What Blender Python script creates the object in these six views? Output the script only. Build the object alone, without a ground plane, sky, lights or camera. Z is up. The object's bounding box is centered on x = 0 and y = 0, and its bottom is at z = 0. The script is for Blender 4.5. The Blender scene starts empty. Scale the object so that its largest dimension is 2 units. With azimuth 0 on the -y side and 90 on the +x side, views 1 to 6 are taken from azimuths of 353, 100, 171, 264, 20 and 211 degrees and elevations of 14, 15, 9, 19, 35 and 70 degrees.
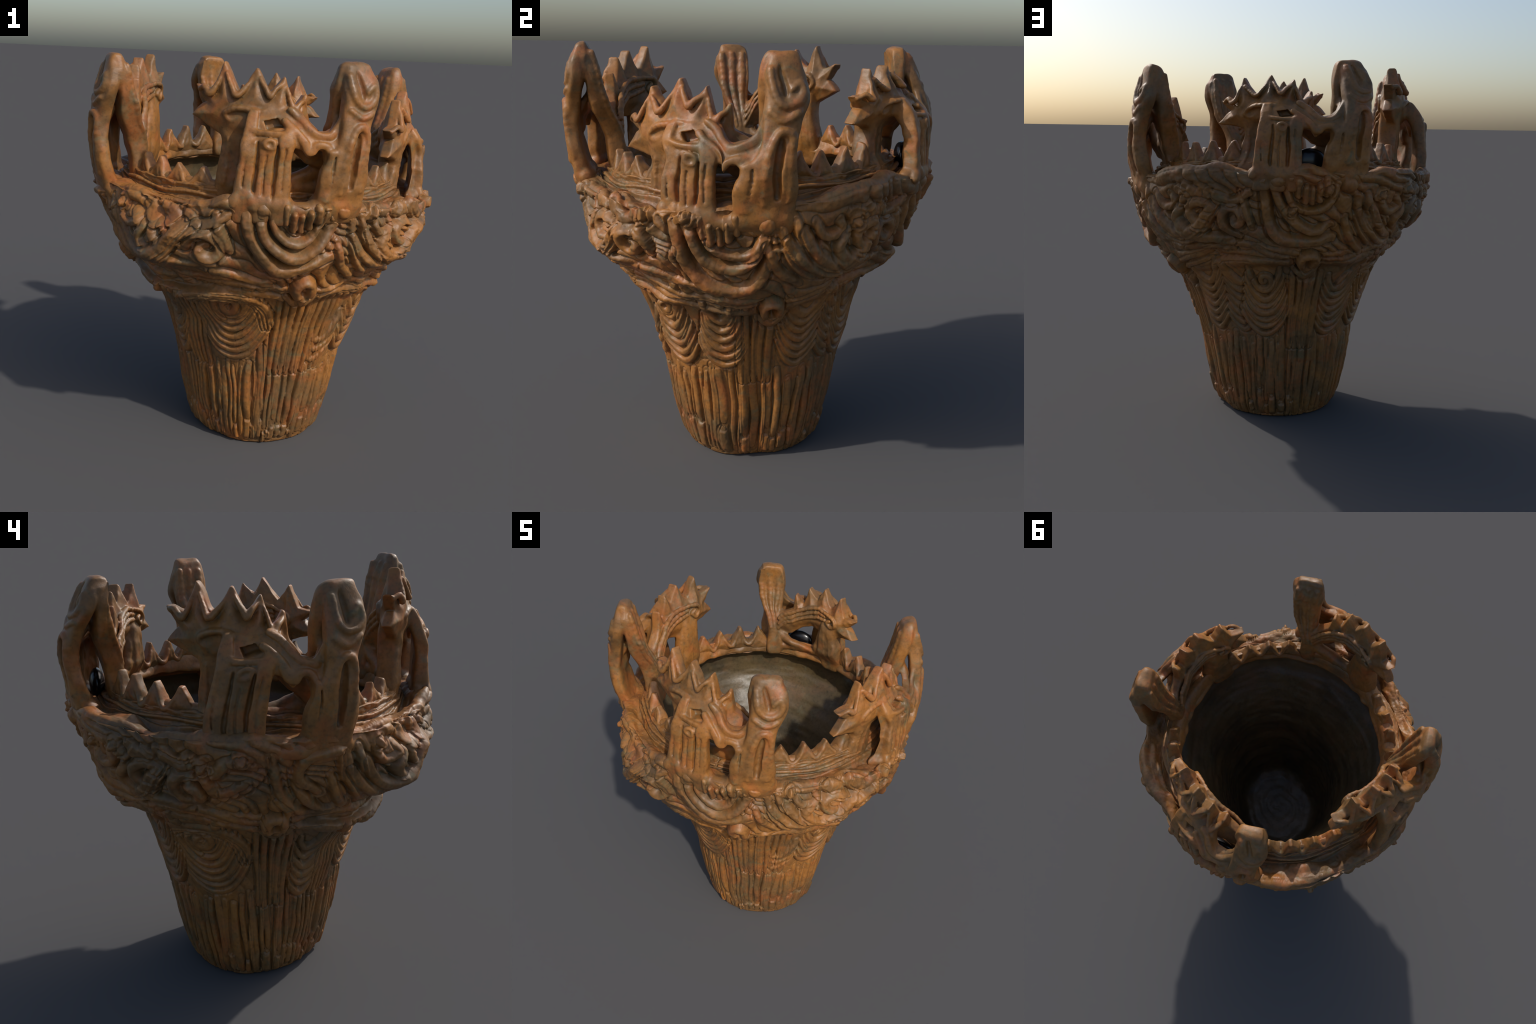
"""A large hand-built clay pot: ribbed trunk, swirl-covered bowl, toothed rim and
four open-work crown handles (horn, saw-toothed crest, pilaster panel)."""
import bpy, math
import numpy as np

rng = np.random.default_rng(7)
DEG = math.pi / 180.0
HORN_AZ = (21.5, 108.0, 198.5, 290.5)      # azimuth of the four horns


# ----------------------------------------------------------------- helpers
def smooth01(a, b, x):
    t = np.clip((np.asarray(x, float) - a) / (b - a), 0, 1)
    return t * t * (3 - 2 * t)


def curve(points, step=0.3):
    """Catmull-Rom through control points, per-column."""
    p = np.asarray(points, float)
    if len(p) < 3:
        t = np.linspace(0, 1, 5)[:, None]
        return p[0] * (1 - t) + p[-1] * t
    q = np.vstack([2 * p[0] - p[1], p, 2 * p[-1] - p[-2]])
    out = []
    for i in range(1, len(q) - 2):
        for t in np.arange(0, 1, step):
            a, b, c, d = q[i - 1], q[i], q[i + 1], q[i + 2]
            out.append(0.5 * (2 * b + (c - a) * t + (2 * a - 5 * b + 4 * c - d) * t * t + (3 * b - a - 3 * c + d) * t ** 3))
    out.append(p[-1])
    return np.array(out)


def periodic(keys):
    """Smooth periodic function of azimuth (degrees) through (azimuth, value) keys."""
    k = sorted(keys)
    x = np.array([a for a, _ in k], float)
    y = np.array([b for _, b in k], float)
    x = np.concatenate([x - 360, x, x + 360])
    y = np.concatenate([y, y, y])

    def f(a):
        a = np.asarray(a, float) % 360
        i = np.clip(np.searchsorted(x, a) - 1, 1, len(x) - 3)
        t = (a - x[i]) / (x[i + 1] - x[i])
        t = t * t * (3 - 2 * t)
        return y[i] * (1 - t) + y[i + 1] * t
    return f


def lattice_noise(u, v, nu, nv, seed):
    """Value noise on a lattice, periodic in u; u, v in 0..1."""
    g = np.random.default_rng(seed).uniform(-1, 1, (nv + 3, nu))
    x = (u * nu) % nu
    y = np.clip(v, 0, 0.9999) * nv
    i, j = x.astype(int), y.astype(int)
    fx, fy = x - i, y - j
    fx, fy = fx * fx * (3 - 2 * fx), fy * fy * (3 - 2 * fy)
    i1 = (i + 1) % nu
    return (g[j, i] * (1 - fx) + g[j, i1] * fx) * (1 - fy) + (g[j + 1, i] * (1 - fx) + g[j + 1, i1] * fx) * fy


def noise3(p, freq, seed):
    """Value noise in space, p is (n,3)."""
    g = np.random.default_rng(seed).uniform(-1, 1, (32, 32, 32))
    q = (p @ np.array([[0.36, 0.48, -0.8], [-0.8, 0.60, 0.0], [0.48, 0.64, 0.6]])) * freq + 100.0
    i = np.floor(q).astype(int)
    f = q - i
    f = f * f * (3 - 2 * f)
    out = 0
    for dx in (0, 1):
        for dy in (0, 1):
            for dz in (0, 1):
                w = (f[:, 0] if dx else 1 - f[:, 0]) * (f[:, 1] if dy else 1 - f[:, 1]) * (f[:, 2] if dz else 1 - f[:, 2])
                out = out + w * g[(i[:, 0] + dx) % 32, (i[:, 1] + dy) % 32, (i[:, 2] + dz) % 32]
    return out


# ----------------------------------------------------------------- materials
def new_material(name):
    m = bpy.data.materials.new(name)
    m.use_nodes = True
    nt = m.node_tree
    nt.nodes.clear()
    out = nt.nodes.new("ShaderNodeOutputMaterial")
    bsdf = nt.nodes.new("ShaderNodeBsdfPrincipled")
    nt.links.new(bsdf.outputs[0], out.inputs[0])
    return m, nt, bsdf


def noise_node(nt, vec, scale, detail=4.0, rough=0.55, dist=0.0):
    n = nt.nodes.new("ShaderNodeTexNoise")
    n.inputs["Scale"].default_value = scale
    n.inputs["Detail"].default_value = detail
    n.inputs["Roughness"].default_value = rough
    n.inputs["Distortion"].default_value = dist
    nt.links.new(vec, n.inputs["Vector"])
    return n.outputs[0]


def ramp(nt, fac, stops):
    r = nt.nodes.new("ShaderNodeValToRGB")
    e = r.color_ramp.elements
    while len(e) > 1:
        e.remove(e[-1])
    e[0].position, e[0].color = stops[0][0], (*stops[0][1], 1)
    for pos, col in stops[1:]:
        x = e.new(pos)
        x.color = (*col, 1)
    nt.links.new(fac, r.inputs[0])
    return r.outputs[0]


def mix(nt, fac, a, b):
    m = nt.nodes.new("ShaderNodeMix")
    m.data_type = "RGBA"
    for val, sock in ((fac, m.inputs[0]), (a, m.inputs[6]), (b, m.inputs[7])):
        if isinstance(val, bpy.types.NodeSocket):
            nt.links.new(val, sock)
        else:
            sock.default_value = val if isinstance(val, (int, float)) else (*val, 1)
    return m.outputs[2]


def grey(a):
    return (a, a, a)


def clay_material(name, base, dark, red, olive, olive_amount=0.7, rough=(0.42, 0.62), grain=0.25, crease=0.0):
    m, nt, bsdf = new_material(name)
    tc = nt.nodes.new("ShaderNodeTexCoord").outputs["Object"]
    big = noise_node(nt, tc, 3.2, 5, 0.6, 0.4)
    mid = noise_node(nt, tc, 9.0, 5, 0.6, 0.8)
    fine = noise_node(nt, tc, 55.0, 4, 0.65)
    col = mix(nt, ramp(nt, big, [(0.40, grey(0)), (0.60, grey(1))]), base, dark)
    off = nt.nodes.new("ShaderNodeMapping")
    off.inputs["Location"].default_value = (4.1, 7.7, 1.3)
    nt.links.new(tc, off.inputs["Vector"])
    off = off.outputs[0]
    dull = ramp(nt, noise_node(nt, off, 2.6, 5, 0.6, 0.5), [(0.48, grey(0)), (0.66, grey(0.5))])
    col = mix(nt, dull, col, tuple(0.8 * c + q for c, q in zip(dark, (0.040, 0.028, 0.012))))
    redm = ramp(nt, noise_node(nt, off, 6.5, 4, 0.6, 0.6), [(0.5, grey(0)), (0.7, grey(0.75))])
    col = mix(nt, redm, col, red)
    olm = ramp(nt, noise_node(nt, off, 11.0, 5, 0.65, 1.0), [(0.54, grey(0)), (0.72, grey(olive_amount))])
    col = mix(nt, olm, col, olive)
    if crease:      # darker grey-green tint in the grooves, pale ochre on the ridges
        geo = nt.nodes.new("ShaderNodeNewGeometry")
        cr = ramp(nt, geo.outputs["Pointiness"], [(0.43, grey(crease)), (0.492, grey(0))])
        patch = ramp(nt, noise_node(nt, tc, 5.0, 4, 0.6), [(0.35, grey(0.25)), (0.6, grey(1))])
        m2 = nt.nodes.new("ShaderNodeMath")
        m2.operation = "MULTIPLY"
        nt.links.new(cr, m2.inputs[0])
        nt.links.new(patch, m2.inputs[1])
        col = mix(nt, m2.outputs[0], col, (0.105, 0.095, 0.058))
        pale_ridges = ramp(nt, geo.outputs["Pointiness"], [(0.515, grey(0)), (0.60, grey(0.55))])
        col = mix(nt, pale_ridges, col, (0.40, 0.185, 0.055))
    sp = ramp(nt, fine, [(0.28, grey(0.66)), (0.48, grey(1.0)), (0.75, grey(1.18))])
    mm = nt.nodes.new("ShaderNodeMix")
    mm.data_type, mm.blend_type = "RGBA", "MULTIPLY"
    mm.inputs[0].default_value = 1.0
    nt.links.new(col, mm.inputs[6])
    nt.links.new(sp, mm.inputs[7])
    nt.links.new(mm.outputs[2], bsdf.inputs["Base Color"])
    nt.links.new(ramp(nt, mid, [(0.3, grey(rough[0])), (0.7, grey(rough[1]))]), bsdf.inputs["Roughness"])
    b = nt.nodes.new("ShaderNodeBump")
    b.inputs["Strength"].default_value = grain
    b.inputs["Distance"].default_value = 0.004
    nt.links.new(noise_node(nt, tc, 70.0, 3, 0.6), b.inputs["Height"])
    nt.links.new(b.outputs[0], bsdf.inputs["Normal"])
    return m


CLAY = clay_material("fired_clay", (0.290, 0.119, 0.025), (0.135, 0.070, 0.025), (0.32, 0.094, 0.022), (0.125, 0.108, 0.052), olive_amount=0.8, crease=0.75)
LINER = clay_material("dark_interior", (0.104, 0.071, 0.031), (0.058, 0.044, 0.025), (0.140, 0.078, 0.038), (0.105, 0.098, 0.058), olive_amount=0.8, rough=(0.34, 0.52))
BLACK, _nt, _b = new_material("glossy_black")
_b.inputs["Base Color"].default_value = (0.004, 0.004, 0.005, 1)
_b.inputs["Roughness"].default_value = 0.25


# ----------------------------------------------------------------- mesh output
def vertex_normals(v, f):
    n = np.zeros_like(v)
    a, b, c, d = (v[f[:, i]] for i in range(4))
    fn = np.cross(c - a, d - b)
    for i in range(4):
        for k in range(3):
            n[:, k] += np.bincount(f[:, i], fn[:, k], len(v))
    return n / np.maximum(np.linalg.norm(n, axis=1), 1e-12)[:, None]


def make_object(name, v, f, n, mat, parent):
    used, inv = np.unique(f, return_inverse=True)
    inv = inv.reshape(f.shape)
    me = bpy.data.meshes.new(name)
    me.vertices.add(len(used))
    me.vertices.foreach_set("co", v[used].astype(np.float32).ravel())
    # degenerate quads (poles) become triangles
    me.loops.add(inv.size)
    me.loops.foreach_set("vertex_index", inv.ravel().astype(np.int32))
    me.polygons.add(len(inv))
    me.polygons.foreach_set("loop_start", np.arange(0, inv.size, 4, dtype=np.int32))
    me.polygons.foreach_set("use_smooth", np.ones(len(inv), bool))
    me.update(calc_edges=True)
    me.normals_split_custom_set_from_vertices(n[used].tolist())
    me.materials.append(mat)
    ob = bpy.data.objects.new(name, me)
    bpy.context.scene.collection.objects.link(ob)
    ob.parent = parent
    return ob


pot = bpy.data.objects.new("clay_pot", None)
bpy.context.scene.collection.objects.link(pot)
pot["label"] = "tall brown clay pot with swirling relief and four toothed crown handles"
pot["category"] = "clay pot"

# ----------------------------------------------------------------- body of revolution
LIP_Z = periodic([(0, 1.395), (12, 1.385), (30, 1.352), (42, 1.348), (55, 1.335), (68, 1.315), (78, 1.335), (95, 1.365), (120, 1.392), (134, 1.428), (150, 1.44),
                  (162, 1.425), (182, 1.44), (208, 1.426), (225, 1.432), (238, 1.41), (262, 1.40), (280, 1.39), (308, 1.378), (322, 1.36), (334, 1.352), (345, 1.412), (354, 1.41)])
LIP_R = periodic([(0, 0.862), (18, 0.868), (34, 0.825), (48, 0.822), (62, 0.845), (76, 0.884), (92, 0.868), (110, 0.872), (125, 0.862), (140, 0.855), (152, 0.815), (164, 0.855),
                  (185, 0.872), (200, 0.88), (222, 0.89), (240, 0.872), (262, 0.878), (282, 0.868), (300, 0.845), (315, 0.82), (330, 0.83), (345, 0.862)])


# the pot is hand built: off-centre foot, dented and pillowed bowl
FOOT_OFF = periodic([(17, -.004), (50, .012), (78, .022), (92, .008), (106, -.012), (122, .004), (150, .004), (184, .003), (220, .0), (250, -.006), (268, -.025), (290, -.038), (315, -.046), (335, -.028), (350, -.014)])
COLLAR_OFF = periodic([(24, -.004), (45, -.020), (58, -.018), (74, -.010), (90, .018), (125, -.015), (140, -.035), (155, -.045), (175, -.005), (192, .022), (205, .026), (222, 0), (250, -.016), (272, .006), (288, -.030), (300, -.046), (325, -.046), (340, -.028), (352, -.016)])
BOWL_OFF = periodic([(0, -.008), (25, -.004), (52, .044), (75, .004), (100, -.006), (130, -.004), (155, -.042), (182, -.016), (205, 0), (230, .008), (250, 0), (280, -.020), (300, .012), (317, .070), (332, .050), (345, 0)])


SEAM_OFF = periodic([(0, .0), (45, .018), (75, .018), (100, 0), (160, .012), (190, .012), (225, 0), (270, .008), (295, .052), (325, .056), (345, .018)])
NECK_OFF = periodic([(0, -.004), (60, 0), (100, -.006), (125, -.012), (160, -.024), (185, -.004), (240, 0), (275, -.006), (296, -.030), (325, -.030), (345, -.012)])
RING_OFF = periodic([(37, 0.022), (70, .016), (92, -.004), (117, -.010), (135, .018), (160, .018), (215, .034), (250, .010), (285, -.006), (305, -.010), (340, -.008)])
INNER_OFF = periodic([(35, .010), (65, .020), (90, .004), (125, -.030), (160, -.012), (190, .016), (215, .022), (245, -.012), (280, -.034), (305, -.044), (330, -.048), (355, -.040), (10, -.02)])
COLLAR_Z = periodic([(4, -.012), (28, -.006), (51, -.020), (76, -.024), (97, -.042), (117, -.028), (141, .020), (161, .046), (183, .050), (212, .038), (240, .036), (260, .036), (281, .018), (302, -.020), (320, -.018), (340, -.004)])


def sway(az):
    return 0.042 * np.cos((az - 190) * DEG)


# profile, bottom centre -> outer wall -> lip -> neck -> crest -> under the ring -> inside -> floor
WALL = [(0.0, 0.010), (0.15, 0.010), (0.30, 0.001), (0.335, 0.003), (0.356, 0.05), (0.376, 0.12), (0.405, 0.25), (0.430, 0.40), (0.463, 0.55), (0.507, 0.69), (0.540, 0.78),
        (0.580, 0.865), (0.600, 0.892), (0.630, 0.912), (0.660, 0.950), (0.700, 1.00), (0.758, 1.09), (0.800, 1.18), (0.830, 1.27), (0.855, 1.345), (0.862, 1.39)]
TOP = [(0.845, 1.408), (0.81, 1.404), (0.77, 1.395), (0.735, 1.388), (0.715, 1.400), (0.702, 1.425), (0.685, 1.445)]
RING = [(0.674, 1.468), (0.658, 1.480), (0.636, 1.480), (0.618, 1.458), (0.606, 1.425), (0.600, 1.402), (0.607, 1.388), (0.640, 1.382), (0.670, 1.370)]
INSIDE = [(0.690, 1.350), (0.708, 1.325), (0.722, 1.29), (0.715, 1.20), (0.635, 1.08), (0.535, 0.93), (0.465, 0.78), (0.415, 0.60), (0.372, 0.42), (0.332, 0.25), (0.296, 0.155), (0.240, 0.122), (0.12, 0.113), (0.0, 0.11)]


def resample(points, ds):
    c = curve(points, 0.05)
    s = np.concatenate([[0], np.cumsum(np.linalg.norm(np.diff(c, axis=0), axis=1))])
    n = max(2, int(round(s[-1] / ds)) + 1)
    t = np.linspace(0, s[-1], n)
    return np.stack([np.interp(t, s, c[:, 0]), np.interp(t, s, c[:, 1])], 1)


N_AZ = 1200
wall = np.vstack([resample(WALL[:4], 0.02)[:-1], resample(WALL[3:], 0.004)])
n_flat = len(resample(WALL[:4], 0.02)) - 1
top = resample([WALL[-1]] + TOP, 0.004)[1:]
ring = resample([TOP[-1]] + RING, 0.005)[1:]
inside = resample([RING[-1]] + INSIDE, 0.011)[1:]
prof = np.vstack([wall, top, ring, inside])
zone = np.concatenate([np.zeros(len(wall)), np.ones(len(top)), np.full(len(ring), 2), np.full(len(inside), 3)]).astype(int)
arc = np.concatenate([[0], np.cumsum(np.linalg.norm(np.diff(prof, axis=0), axis=1))])
az = np.arange(N_AZ) * 360.0 / N_AZ
AZ, _ = np.meshgrid(az, arc)
R0 = np.repeat(prof[:, :1], N_AZ, 1)
Z0 = np.repeat(prof[:, 1:], N_AZ, 1)
ZONE = np.repeat(zone[:, None], N_AZ, 1)

# where a ridge drawn at (azimuth, z) lies on the outer wall, as arc length
wz, ws = wall[n_flat:, 1], arc[n_flat:len(wall)]
wz_mono = np.maximum.accumulate(wz)


def lift_grid():
    low = smooth01(0.35, 0.85, Z0) * COLLAR_Z(AZ)
    lipd = LIP_Z(AZ) - 1.39
    t = smooth01(1.05, 1.36, Z0)
    wall_l = low * (1 - t) + lipd * t
    inner = sway(AZ) * 0.78
    top_l = lipd + (inner - lipd) * smooth01(0.77, 0.69, R0)
    in_l = inner * smooth01(0.4, 1.2, Z0)
    return np.select([ZONE == 0, ZONE == 1, ZONE == 2], [wall_l, top_l, inner], in_l)


def nominal_z(a, z):
    z0 = np.array(z, float)
    for _ in range(4):
        low = smooth01(0.35, 0.85, z0) * COLLAR_Z(a)
        t = smooth01(1.05, 1.36, z0)
        z0 = z - (low * (1 - t) + (LIP_Z(a) - 1.39) * t)
    return z0


RELIEF = np.zeros_like(R0)
BOSS = np.zeros_like(R0)


def cord(points, width, height, blend=None, taper=0.75, field=None):
    """Lay a rolled clay cord (or, with negative height, a groove) along (azimuth, z) points."""
    c = curve(points, 0.2)
    s = np.interp(nominal_z(c[:, 0], c[:, 1]), wz_mono, ws)
    if height >= 0.018 and points[0][1] > 0.93:       # bowl: broad, pressed-down bands
        width, height = width * 1.16, height * 0.88
    lay(c[:, 0], s, width, height, taper)


def lay(a, s, width, height, taper=0.75):
    n = len(a)
    step = 360.0 / N_AZ
    lo, hi = s.min() - width * 1.7, s.max() + width * 1.7
    j0, j1 = max(n_flat, np.searchsorted(arc, lo)), np.searchsorted(arc, hi)
    if j1 <= j0:
        return
    rr = prof[j0:j1, 0].mean()
    pad = width * 1.7 / rr / DEG
    i0, i1 = int(math.floor((a.min() - pad) / step)), int(math.ceil((a.max() + pad) / step))
    ii = np.arange(i0, i1 + 1)
    X = (ii * step)[None, :] * DEG * prof[j0:j1, 0][:, None]
    Y = np.repeat(arc[j0:j1][:, None], len(ii), 1)
    best = np.full(X.shape, 9.0)
    tt = np.zeros(X.shape)
    for k in range(n - 1):
        ax, bx = a[k] * DEG * prof[j0:j1, 0][:, None], a[k + 1] * DEG * prof[j0:j1, 0][:, None]
        dx, dy = bx - ax, s[k + 1] - s[k]
        L = dx * dx + dy * dy + 1e-12
        t = np.clip(((X - ax) * dx + (Y - s[k]) * dy) / L, 0, 1)
        d = np.hypot(X - ax - t * dx, Y - s[k] - t * dy)
        m = d < best
        best = np.where(m, d, best)
        tt = np.where(m, (k + t) / (n - 1), tt)
    w = width * (taper + (1 - taper) * np.sin(np.pi * np.clip(tt, 0, 1)) ** 0.5)
    q = best / w
    fade = taper if taper >= 1 else 0.30 + 0.70 * np.clip(np.sin(np.pi * np.clip(tt, 0, 1)) * 2.2, 0, 1)
    h = np.where(q < 1, np.clip(1 - q ** 3, 0, 1) ** 0.75, 0) * height * fade
    trough = np.where((q >= 0.9) & (q < 1.6), -0.32 * abs(height) * np.sin(np.clip((q - 0.9) / 0.7, 0, 1) * np.pi), 0)
    cols = ii % N_AZ
    cur = RELIEF[j0:j1][:, cols]
    if height > 0:
        new = np.where(h > 0, np.maximum(cur, h), cur + trough)
    else:
        new = cur + h
    RELIEF[j0:j1, cols] = new


def hanging_arcs(cx, z_low, half, sag, n, pitch, width, height, lean=0.0, shrink=0.10):
    """A stack of festoons, each hung from two points, narrowing upwards."""
    for k in range(n):
        hw = half * (1 - shrink * k)
        dz = rng.uniform(-.004, .004)
        pts = [(cx + hw * t + rng.uniform(-.3, .3), z_low + k * pitch + dz + sag * (1 - shrink * .6 * k) * (abs(t) ** 2.3) + lean * t) for t in np.linspace(-1, 1, 8)]
        pts = [(pts[0][0] - .4, pts[0][1] + .035)] + pts + [(pts[-1][0] + .4, pts[-1][1] + .035)]
        cord(pts, width * rng.uniform(0.92, 1.12), height * rng.uniform(0.85, 1.2))


def spiral(cx, cz, size, turns, width, height, start=0.0, flip=1, squash=1.0):
    r_local = np.interp(cz, wz_mono, wall[n_flat:, 0])
    pts = []
    for t in np.linspace(0.12, 1, int(10 * turns) + 4):
        ang = start + flip * t * turns * 2 * math.pi
        pts.append((cx + size * t * math.cos(ang) / r_local / DEG, cz + squash * size * t * math.sin(ang)))
    cord(pts, width, height)


def boss(a, z, size, height, hole=0.0):
    lay(np.array([a - 0.05, a, a + 0.05]), np.full(3, float(np.interp(nominal_z(a, z), wz_mono, ws))), size, height, 1.0)
    if hole:
        lay(np.array([a - 0.05, a, a + 0.05]), np.full(3, float(np.interp(nominal_z(a, z), wz_mono, ws))), hole, -height * 0.8, 1.0)


# --- trunk: upright combed ribs, tops ragged under the swirls
rib_top = periodic([(h + d, z) for h in HORN_AZ for d, z in ((-52, .50), (-40, .50), (-28, .53), (-14, .80), (-4, .80), (6, .52), (20, .46), (32, .49))])
a = 0.0
while a < 359.0:
    drift = rng.uniform(-2.0, 2.0)
    zt = float(rib_top(a)) + rng.uniform(-0.05, 0.03)
    zb = rng.uniform(0.008, 0.05)
    w = rng.uniform(0.011, 0.023)
    amp, ph = rng.uniform(.2, .9), rng.uniform(0, 6.28)
    cut_z = rng.uniform(.09, .20) if rng.random() < 0.6 else zb
    for z0_, z1_ in ((zb, cut_z - .012), (cut_z, zt)):
        if z1_ - z0_ > .03:
            zs = np.linspace(z0_, z1_, 8)
            cord([(a + drift * (z / zt) + amp * math.sin(z * 17 + ph) + rng.uniform(-.35, .35), z) for z in zs], w * rng.uniform(.85, 1.1), rng.uniform(0.007, 0.017), taper=0.85)
    if rng.random() < 0.35:
        cord([(a + 1.6, rng.uniform(.2, .4)), (a + 2.0 + rng.uniform(-1, 1), rng.uniform(.05, .15))], 0.005, -0.008)
    a += w / 0.41 / DEG * rng.uniform(1.8, 2.2)

# --- trunk: festoons and spirals between upright bands, going round the pot
for c0 in (339, 239):
    hanging_arcs(c0, .53, 23, .22, 8, .041, .0185, .018, shrink=.085)
    spiral(c0 - 1, .835, .082, 1.7, .019, .022)
    for k in range(3):
        cord([(c0 - 27 - 3 * k, .70), (c0 - 22 - 3.2 * k, .82 + .01 * k), (c0 - 9 - 2 * k, .885 + .012 * k), (c0 + 6, .90 + .012 * k), (c0 + 15 + 2 * k, .84), (c0 + 19 + 2 * k, .72)], .018, .017)
hanging_arcs(59, .525, 12.5, .11, 6, .050, .022, .024)
hanging_arcs(87, .545, 11, .11, 6, .050, .022, .025)
spiral(57, .83, .05, 1.3, .019, .022)
for k in range(7):
    o = .046 * k
    cord([(115, .67 + o), (121, .57 + o), (128, .535 + o), (134, .59 + o), (138.5, .63 + o + .006 * k), (143, .585 + o), (149, .545 + o), (155, .60 + o)], .0195, .018)
hanging_arcs(163, .53, 13.5, .13, 7, .041, .0185, .018, shrink=.06)
spiral(163, .84, .06, 1.5, .018, .016, flip=-1)
hanging_arcs(210, .53, 12, .11, 7, .044, .019, .018, lean=.05, shrink=.04)
hanging_arcs(296, .50, 9, .09, 6, .052, .021, .020, lean=.05, shrink=.03)
hanging_arcs(37, .52, 7, .05, 3, .060, .022, .020, lean=.05, shrink=.0)
for c0 in (12, 103, 187, 273, 312, 31):
    for k in range(5):
        cord([(c0 - 8 + 4.0 * k, .89), (c0 - 8 + 3.9 * k + rng.uniform(-.8, .8), .74), (c0 - 8 + 3.8 * k + rng.uniform(-.8, .8), .60), (c0 - 8 + 3.9 * k, .45)], .0175 * rng.uniform(.85, 1.15), .015)

for hi, h in enumerate(HORN_AZ):
    # --- collar cords and the ring boss hanging on it
    dn = ((-10.5, .99), (1.0, .90), (-14, .99), (-19, 1.0))[hi]
    col = (((-66, .955), (-50, .95), (-35, .955), (-22, .93), (-12, .915), (2, .935), (22, .94)),
           ((-62, .935), (-45, .91), (-30, .885), (-12, .875), (2, .87), (14, .92), (28, .965)),
           ((-62, .95), (-45, .985), (-25, .975), (-14, .955), (4, .985), (26, 1.0)),
           ((-66, .995), (-50, .995), (-34, .985), (-20, .965), (-8, .965), (12, .955), (24, .95)))[hi]
    cord([(h + d, z - .012) for d, z in col], .020, .014)
    cord([(h + d + 3, z + .030 + .012 * math.sin(d)) for d, z in col], .017, .016)
    cord([(h + d, z + .062 + .014 * math.cos(d * .7)) for d, z in col[:5]], .016, .016)
    boss(h + dn[0], dn[1] - .01, .062, .018)
    cord([(h + dn[0] + 3.2 * math.cos(t), dn[1] - .01 + .040 * math.sin(t)) for t in np.linspace(0, 2 * math.pi, 12)], .021, .046, taper=1.0)
    boss(h + dn[0] + 2, dn[1] - .085, .045, .030)
    cord([(h + dn[0] - 5.5, dn[1] - .07), (h + dn[0] + 1, dn[1] - .115), (h + dn[0] + 7, dn[1] - .06)], .020, .022)

    # --- bowl: deep nested arcs under the opening of the handle
    if hi == 3:
        cord([(h - 15, 1.26), (h - 11, 1.13), (h - 1, 1.03), (h + 8, 1.08)], .022, .030)
        cord([(h - 21.5, 1.34), (h - 18, 1.15), (h - 9, 1.03), (h + 5, 1.01)], .020, .024)
        cord([(h - 6, 1.14), (h - 13, 1.22), (h - 11.5, 1.31), (h - 5, 1.34), (h + 1, 1.33)], .022, .034)
        cord([(h - 1, 1.32), (h + 1, 1.22), (h + 5, 1.14)], .018, .026)
        cord([(h - 50, 1.27), (h - 43, 1.33), (h - 38, 1.26), (h - 33, 1.32), (h - 26, 1.30)], .024, .030)
        cord([(h - 52, 1.20), (h - 42, 1.25), (h - 36, 1.17), (h - 28, 1.22)], .020, .022)
        cord([(h - 22, 1.36), (h - 22, 1.26), (h - 28, 1.17), (h - 38, 1.11)], .006, -.014)
    else:
        top_z = (1.385, 1.33, 1.40)[hi]
        k_out = (((-33, 0), (-32, -.11), (-29, -.20), (-22, -.30), (-13, -.28), (-3, -.23)),
                 ((-28.5, -.02), (-27.5, -.17), (-24, -.26), (-17, -.32), (-7, -.31), (0, -.14)),
                 ((-33, -.01), (-31, -.22), (-25, -.30), (-15, -.31), (-6, -.30)))[hi]
        k_mid = (((-29, 0), (-27.5, -.12), (-23.5, -.19), (-17, -.235), (-10.5, -.19), (-5, -.09)),
                 ((-25, -.02), (-22, -.16), (-15, -.22), (-7.5, -.19), (-3, -.07)),
                 ((-30, -.01), (-26.5, -.13), (-20.5, -.22), (-14, -.255), (-8, -.22)))[hi]
        k_in = (((-25.5, -.01), (-23.5, -.11), (-18, -.165), (-12.5, -.14), (-8.5, -.03)),
                ((-21.7, -.01), (-19.3, -.11), (-13.7, -.165), (-7, -.15), (-3.5, -.06)),
                ((-26, -.01), (-22.5, -.12), (-16.5, -.155), (-10, -.11), (-7.3, -.01)))[hi]
        cord([(h + d, top_z + z) for d, z in k_out], .028, .040)
        cord([(h + d, top_z + z) for d, z in k_mid], .024, .042)
        cord([(h + d, top_z + z) for d, z in k_in], .018, .036)
        for k, (d, z) in enumerate(((-21, -.055), (-18.6, -.085), (-16.2, -.092), (-13.8, -.078), (-11.6, -.05))):   # little teeth in the scoop
            cord([(h + d, top_z + z + .055), (h + d + .2, top_z + z + .02), (h + d + .3, top_z + z - .012)], .0165, .030 + .008 * (k % 2), taper=1.0)
        boss(h + k_out[0][0] + 5, top_z - .012, .036, .024)
        boss(h - 3, top_z - .02, .040, .026)
    # --- bowl: bundles to the right of the arcs and the big curl between the handles
    cord([(h + 1, 1.32), (h + 4, 1.18), (h + 10, 1.08), (h + 18, 1.06)], .021, .030)
    cord([(h - 3, 1.22), (h + 1, 1.10), (h + 9, 1.02)], .019, .026)
    cord([(h + 5, 1.33), (h + 8, 1.22), (h + 14, 1.14)], .020, .032)
    cord([(h + 11, 1.31), (h + 15, 1.24), (h + 21, 1.26), (h + 19, 1.31)], .019, .028)
    cord([(h + 14, 1.20), (h + 20, 1.12), (h + 29, 1.13)], .020, .026)
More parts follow.
